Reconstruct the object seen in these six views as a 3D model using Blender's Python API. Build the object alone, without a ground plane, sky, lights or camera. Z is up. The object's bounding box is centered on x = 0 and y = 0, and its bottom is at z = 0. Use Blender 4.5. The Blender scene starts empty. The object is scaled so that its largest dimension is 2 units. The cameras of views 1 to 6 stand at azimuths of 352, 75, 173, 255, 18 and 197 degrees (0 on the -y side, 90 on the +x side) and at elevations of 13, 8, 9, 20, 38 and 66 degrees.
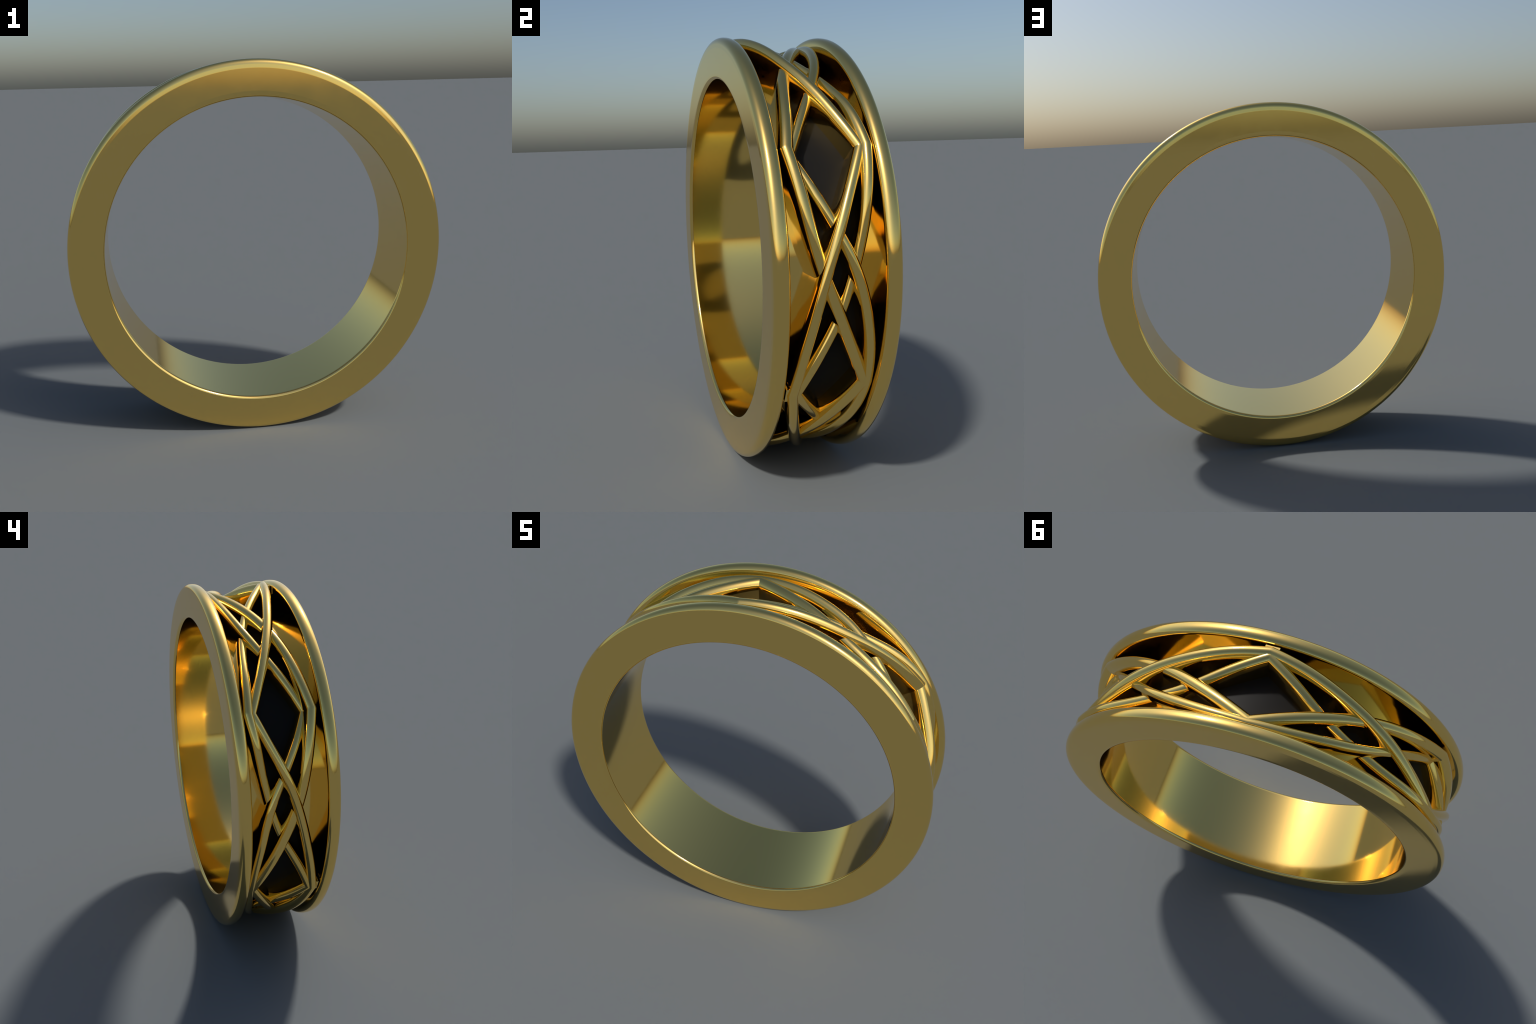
"""Wide gold ring: two rounded rims, a recessed channel with a black inlay,
and four interlaced gold strands that zigzag round it (one diamond every 60 degrees)."""
import bpy, math
import numpy as np
from mathutils import Vector

CENTRE_Z = 1.0            # the ring stands on the ground, its axis is the y axis
N_ROUND = 960             # steps round the ring

# ------------------------------------------------------------------ materials
def new_material(name):
    m = bpy.data.materials.new(name)
    m.use_nodes = True
    nt = m.node_tree
    return m, nt, nt.nodes["Principled BSDF"]

def gold_material():
    m, nt, b = new_material("polished_gold")
    b.inputs["Base Color"].default_value = (1.0, 0.71, 0.215, 1)
    b.inputs["Metallic"].default_value = 1.0
    co = nt.nodes.new("ShaderNodeTexCoord")
    no = nt.nodes.new("ShaderNodeTexNoise")
    no.inputs["Scale"].default_value = 9.0
    no.inputs["Detail"].default_value = 3.0
    rg = nt.nodes.new("ShaderNodeMapRange")
    rg.inputs["From Min"].default_value, rg.inputs["From Max"].default_value = 0.3, 0.7
    rg.inputs["To Min"].default_value, rg.inputs["To Max"].default_value = 0.07, 0.09
    nt.links.new(co.outputs["Object"], no.inputs["Vector"])
    nt.links.new(no.outputs["Fac"], rg.inputs["Value"])
    nt.links.new(rg.outputs["Result"], b.inputs["Roughness"])
    return m

def black_material():
    m, nt, b = new_material("black_enamel")
    b.inputs["Base Color"].default_value = (0.0105, 0.0102, 0.0100, 1)
    b.inputs["Roughness"].default_value = 0.5
    b.inputs["Specular IOR Level"].default_value = 0.08
    return m

GOLD, BLACK = gold_material(), black_material()

# ------------------------------------------------------------------ scene tree
root = bpy.data.objects.new("gold_ring", None)
bpy.context.scene.collection.objects.link(root)
root["label"] = "wide polished gold ring with interlaced strands over black inlay"
root["category"] = "ring"

def add_part(name, mesh, material):
    mesh.materials.append(material)
    o = bpy.data.objects.new(name, mesh)
    bpy.context.scene.collection.objects.link(o)
    o.parent = root
    return o

def polar(theta, y, r):
    return (r * math.sin(theta), y, CENTRE_Z + r * math.cos(theta))

# ------------------------------------------------------------------ lathed body
def bezier(p0, p1, p2, p3, n):
    t = np.linspace(0, 1, n)[:, None]
    p0, p1, p2, p3 = map(np.array, (p0, p1, p2, p3))
    return [tuple(q) for q in (1-t)**3*p0 + 3*t*(1-t)**2*p1 + 3*t*t*(1-t)*p2 + t**3*p3]

def arc(cy, cr, ry, rr, a0, a1, n):
    return [(cy + ry*math.cos(a), cr + rr*math.sin(a)) for a in np.radians(np.linspace(a0, a1, n))]

R_IN, R_FLOOR = 0.8106, 0.841
Y_FACE, Y_WALL, Y_CREST = 0.2617, 0.1933, 0.2280
FILLET = 0.017

# half section, from the channel floor over the lip and the flat side to the bore
FLOOR = [(0.0, R_FLOOR), (0.06, R_FLOOR), (0.12, R_FLOOR), (0.16, R_FLOOR)]
WALL = [(Y_WALL, R_FLOOR), (Y_WALL, 0.90), (Y_WALL, 0.93)]
def superarc(cy, cr, ry, rr, a0, a1, n, e):
    """quarter of a superellipse, squarer than an arc for e < 1"""
    return [(cy + ry*math.copysign(abs(math.cos(a))**e, math.cos(a)), cr + rr*math.sin(a)**e)
            for a in np.radians(np.linspace(a0, a1, n))]
LIP_IN = superarc(Y_CREST, 0.968, Y_CREST-Y_WALL, 0.032, 180, 90, 18, 0.85)
LIP_OUT = superarc(Y_CREST, 0.966, Y_FACE-0.0008-Y_CREST, 0.034, 90, 0, 18, 0.85)
FACE = [(Y_FACE - 0.0008*max(0, (r-0.95)/0.016)**2, r) for r in (0.966, 0.962, 0.958, 0.952, 0.93, 0.90, 0.87, 0.841, 0.836)] + [(Y_FACE, R_IN+FILLET)]
EDGE = arc(Y_FACE-FILLET, R_IN+FILLET, FILLET, FILLET, 0, -90, 10)
BORE = [(0.16, R_IN), (0.08, R_IN), (0.0, R_IN)]

def clean(points):
    out = [points[0]]
    for p in points[1:]:
        if math.dist(p, out[-1]) > 1e-5:
            out.append(p)
    return out

def lathe(name, section, material):
    """open strip revolved about y; smooth normals are those of the section curve"""
    s = clean(section)
    k = len(s)
    verts = [polar(2*math.pi*i/N_ROUND, y, r) for i in range(N_ROUND) for y, r in s]
    faces = []
    for i in range(N_ROUND):
        a, b = i*k, ((i+1) % N_ROUND)*k
        for j in range(k-1):
            faces.append((a+j, a+j+1, b+j+1, b+j))
    me = bpy.data.meshes.new(name)
    me.from_pydata(verts, [], faces)
    me.polygons.foreach_set("use_smooth", [True]*len(faces))
    # face winding towards the outside of the metal (left of the walking direction)
    return add_part(name, me, material), s

def section_normals(o, s, before, after):
    """analytic normals so that neighbouring strips meet without a seam"""
    ext = [before] + s + [after]
    nrm = []
    for j in range(1, len(ext)-1):
        d0 = np.subtract(ext[j], ext[j-1]); d1 = np.subtract(ext[j+1], ext[j])
        d0 /= np.hypot(*d0); d1 /= np.hypot(*d1)
        # weight by the other segment's length: flats stay flat next to small fillets
        l0, l1 = math.dist(ext[j], ext[j-1]), math.dist(ext[j+1], ext[j])
        d = d0*l0**1.0 + d1*l1**1.0
        d /= np.hypot(*d)
        n = np.array((-d[1], d[0]))
        if ext[j][0] > Y_FACE-0.001 and ext[j][1] > R_IN+FILLET:
            # the broad side face is polished very slightly domed towards the lip
            lean = math.radians(3.0 if ext[j][1] > 0.956 else -1.5 if ext[j][1] < 0.838 else 0.0)
            n = np.array((math.cos(lean), math.sin(lean)))*math.copysign(1, n[0])
        nrm.append(tuple(n))
    return nrm

def body_strip(name, section, before, after, mirror):
    sg = -1 if mirror else 1
    o, s = lathe(name, [(sg*y, r) for y, r in section], GOLD)
    n = section_normals(o, clean(section), before, after)
    me = o.data
    if mirror:
        me.flip_normals()
    normals = []
    for i in range(N_ROUND):
        t = 2*math.pi*i/N_ROUND
        for ny, nr in n:
            normals.append((nr*math.sin(t), sg*ny, nr*math.cos(t)))
    # check orientation with one face
    f = me.polygons[0]
    avg = sum((Vector(normals[v]) for v in f.vertices), Vector())
    if f.normal.dot(avg) < 0:
        me.flip_normals()
    me.normals_split_custom_set_from_vertices(normals)
    return o

RIM = LIP_IN + LIP_OUT + FACE + EDGE
for mirror in (False, True):
    body_strip("rim", RIM, WALL[-1], BORE[0], mirror)

# band: channel floor with its two walls, and the bore (one closed-looking liner)
half = FLOOR + WALL + [LIP_IN[0]]
def band():
    out = [(-y, r) for y, r in reversed(half)] + half[1:]
    bore = [EDGE[-1]] + BORE
    inn = bore + [(-y, r) for y, r in reversed(bore[:-1])]
    a, sa = lathe("channel", clean(out), GOLD)
    b, sb = lathe("band", clean(inn), GOLD)
    for o, outward in ((a, 1), (b, -1)):
        me = o.data
        me.set_sharp_from_angle(angle=math.radians(30))
        mid = me.polygons[(len(clean(out if outward > 0 else inn))-1)//2]
        c = mid.center
        radial = Vector((c.x, 0, c.z-CENTRE_Z))
        if mid.normal.dot(radial)*outward < 0:
            me.flip_normals()
    return a, b
band()

# ------------------------------------------------------------------ strands
KNOTS = np.arange(0, 61, 10.0)

def spline(x, v):
    """natural cubic spline through the seven knots of one 60-degree stretch"""
    k, v = KNOTS, np.array(v, float)
    n, h = len(k), 10.0
    A, b = np.eye(n), np.zeros(n)
    for i in range(1, n-1):
        A[i, i-1:i+2] = (h, 4*h, h)
        b[i] = 6*((v[i+1]-v[i])/h - (v[i]-v[i-1])/h)
    m = np.linalg.solve(A, b)
    x = np.clip(x, 0, 60)
    i = np.clip((x/h).astype(int), 0, n-2)
    a, c = (k[i+1]-x)/h, (x-k[i])/h
    return a*v[i] + c*v[i+1] + ((a**3-a)*m[i] + (c**3-c)*m[i+1])*h*h/6

# sideways position y and ridge radius at 0,10..60 degrees from an even crossing post;
# "far" is the slightly different course of the stretch at the -x side, "low" the ridge at both sides
STRANDS = {
    "over":  dict(near=[-.158, -.127, -.086, -.041, .015, .079, .147],
                  far=[-.158, -.129, -.092, -.051, .004, .076, .147],
                  ridge=[.999, .993, .984, .978, .979, .978, .984],
                  low=[.999, .983, .973, .972, .978, .977, .984]),
    "under": dict(near=[-.141, -.048, .034, .087, .124, .149, .168],
                  far=[-.141, -.064, .022, .078, .116, .145, .168],
                  ridge=[.990, .957, .928, .923, .946, .983, .999]),
    "left":  dict(near=[.174, .162, .134, .090, .022, -.057, -.131],
                  far=[.174, .161, .132, .094, .022, -.060, -.131],
                  ridge=[.963, .962, .959, .956, .948, .940, .926]),
    "right": dict(near=[.163, .088, .018, -.045, -.091, -.124, -.154],
                  far=[.163, .087, .019, -.046, -.090, -.123, -.154],
                  ridge=[.960, .956, .955, .953, .962, .976, .986], wide=1.12),
}
HALF_W, HALF_FOOT, ARCH = 0.0295, 0.0305, 0.055

def stretch(spec, key, offset, side):
    """y and ridge radius on a 0..60 degree grid for a line `offset` beside the centre line"""
    g = np.linspace(0, 60, 241)
    y = spline(g, spec[key])
    r = spline(g, spec.get("low", spec["ridge"]) if side else spec["ridge"])
    # run on past both posts along the end slopes so that the sides mitre there
    run = np.linspace(1, 8, 15)
    s0, s1 = (y[1]-y[0])/(g[1]-g[0]), (y[-1]-y[-2])/(g[-1]-g[-2])
    gx = np.concatenate([-run[::-1], g, 60+run])
    yx = np.concatenate([y[0]-s0*run[::-1], y, y[-1]+s1*run])
    rx = np.concatenate([np.full(15, r[0]), r, np.full(15, r[-1])])
    along = np.radians(gx)*0.95
    dx, dy = np.gradient(along), np.gradient(yx)
    ln = np.hypot(dx, dy)
    og = np.degrees((along - offset*dy/ln)/0.95)
    oy = yx + offset*dx/ln
    og = np.maximum.accumulate(og + 1e-7*np.arange(len(og)))
    grid = np.linspace(0, 60, N_ROUND//6 + 1)
    return np.interp(grid, og, oy), np.interp(grid, og, rx)

def round_line(spec, offset):
    """the whole loop: six stretches that alternate in direction"""
    ys, rs = [], []
    for k in range(6):
        key = "far" if k == 4 else "near"
        y, r = stretch(spec, key, offset, k in (1, 4))
        if k % 2:
            y, r = y[::-1], r[::-1]
        ys.append(y[:-1]); rs.append(r[:-1])
    return np.concatenate(ys), np.concatenate(rs)

def strand(spec):
    m = 28
    # from the foot in the floor straight up, then a tall rounded cap
    side = [(HALF_FOOT, None), (HALF_W, -ARCH)]
    prof = list(side)
    prof += [(HALF_W*math.copysign(abs(math.cos(a))**0.9, math.cos(a)), -ARCH + ARCH*math.sin(a)**0.9)
             for a in np.linspace(0, math.pi, m+1)[1:-1]]
    prof += [(-w, h) for w, h in reversed(side)]   # None: down into the floor
    wide = spec.get("wide", 1.0)
    lines = [(round_line(spec, w*wide), h) for w, h in prof]
    k, verts, faces = len(prof), [], []
    for i in range(N_ROUND):
        t = 2*math.pi*i/N_ROUND
        for (y, r), h in lines:
            verts.append(polar(t, y[i], R_FLOOR-0.004 if h is None else r[i]+h))
    for i in range(N_ROUND):
        a, b = i*k, ((i+1) % N_ROUND)*k
        for j in range(k):
            jj = (j+1) % k
            faces.append((a+j, b+j, b+jj, a+jj))
    me = bpy.data.meshes.new("strand")
    me.from_pydata(verts, [], faces)
    me.polygons.foreach_set("use_smooth", [True]*len(faces))
    f = me.polygons[k//2]
    if f.normal.dot(Vector((f.center.x, 0, f.center.z-CENTRE_Z))) < 0:
        me.flip_normals()
    me.set_sharp_from_angle(angle=math.radians(16))
    return add_part("strand", me, GOLD)

for spec in STRANDS.values():
    strand(spec)

# ------------------------------------------------------------------ black inlay
def inlay():
    lines = [round_line(s, 0.0)[0] for s in STRANDS.values()]
    lo, hi = np.min(lines, axis=0)-0.004, np.max(lines, axis=0)+0.004
    top, bottom = 0.862, 0.836
    verts, faces = [], []
    for i in range(N_ROUND):
        t = 2*math.pi*i/N_ROUND
        for y, r in ((lo[i], bottom), (lo[i], top), (hi[i], top), (hi[i], bottom)):
            verts.append(polar(t, y, r))
    for i in range(N_ROUND):
        a, b = i*4, ((i+1) % N_ROUND)*4
        for j in range(4):
            jj = (j+1) % 4
            faces.append((a+j, b+j, b+jj, a+jj))
    me = bpy.data.meshes.new("inlay")
    me.from_pydata(verts, [], faces)
    f = me.polygons[1]
    if f.normal.dot(Vector((f.center.x, 0, f.center.z-CENTRE_Z))) < 0:
        me.flip_normals()
    me.polygons.foreach_set("use_smooth", [True]*len(faces))
    me.set_sharp_from_angle(angle=math.radians(30))
    add_part("inlay", me, BLACK)
inlay()

# ------------------------------------------------------------------ tabs beside the posts
def tab(post, side, y_in, y_out, r_low, r_top):
    half = 0.033/r_top
    verts = [polar(post+a, side*y, r) for a in (-half, half) for y in (y_in, y_out) for r in (r_low, r_top)]
    faces = [(0, 1, 3, 2), (4, 6, 7, 5), (0, 4, 5, 1), (2, 3, 7, 6), (1, 5, 7, 3), (0, 2, 6, 4)]
    if side < 0:
        faces = [tuple(reversed(f)) for f in faces]
    me = bpy.data.meshes.new("tab")
    me.from_pydata(verts, [], faces)
    o = add_part("tab", me, GOLD)
    b = o.modifiers.new("edge", "BEVEL")
    b.width, b.segments = 0.002, 2

for k in range(6):
    # only the two high strands carry a tab where they come closest to the rim
    tab(math.radians(60*k), -1 if k % 2 == 0 else 1, 0.150, 0.1885, 0.93, 0.980)
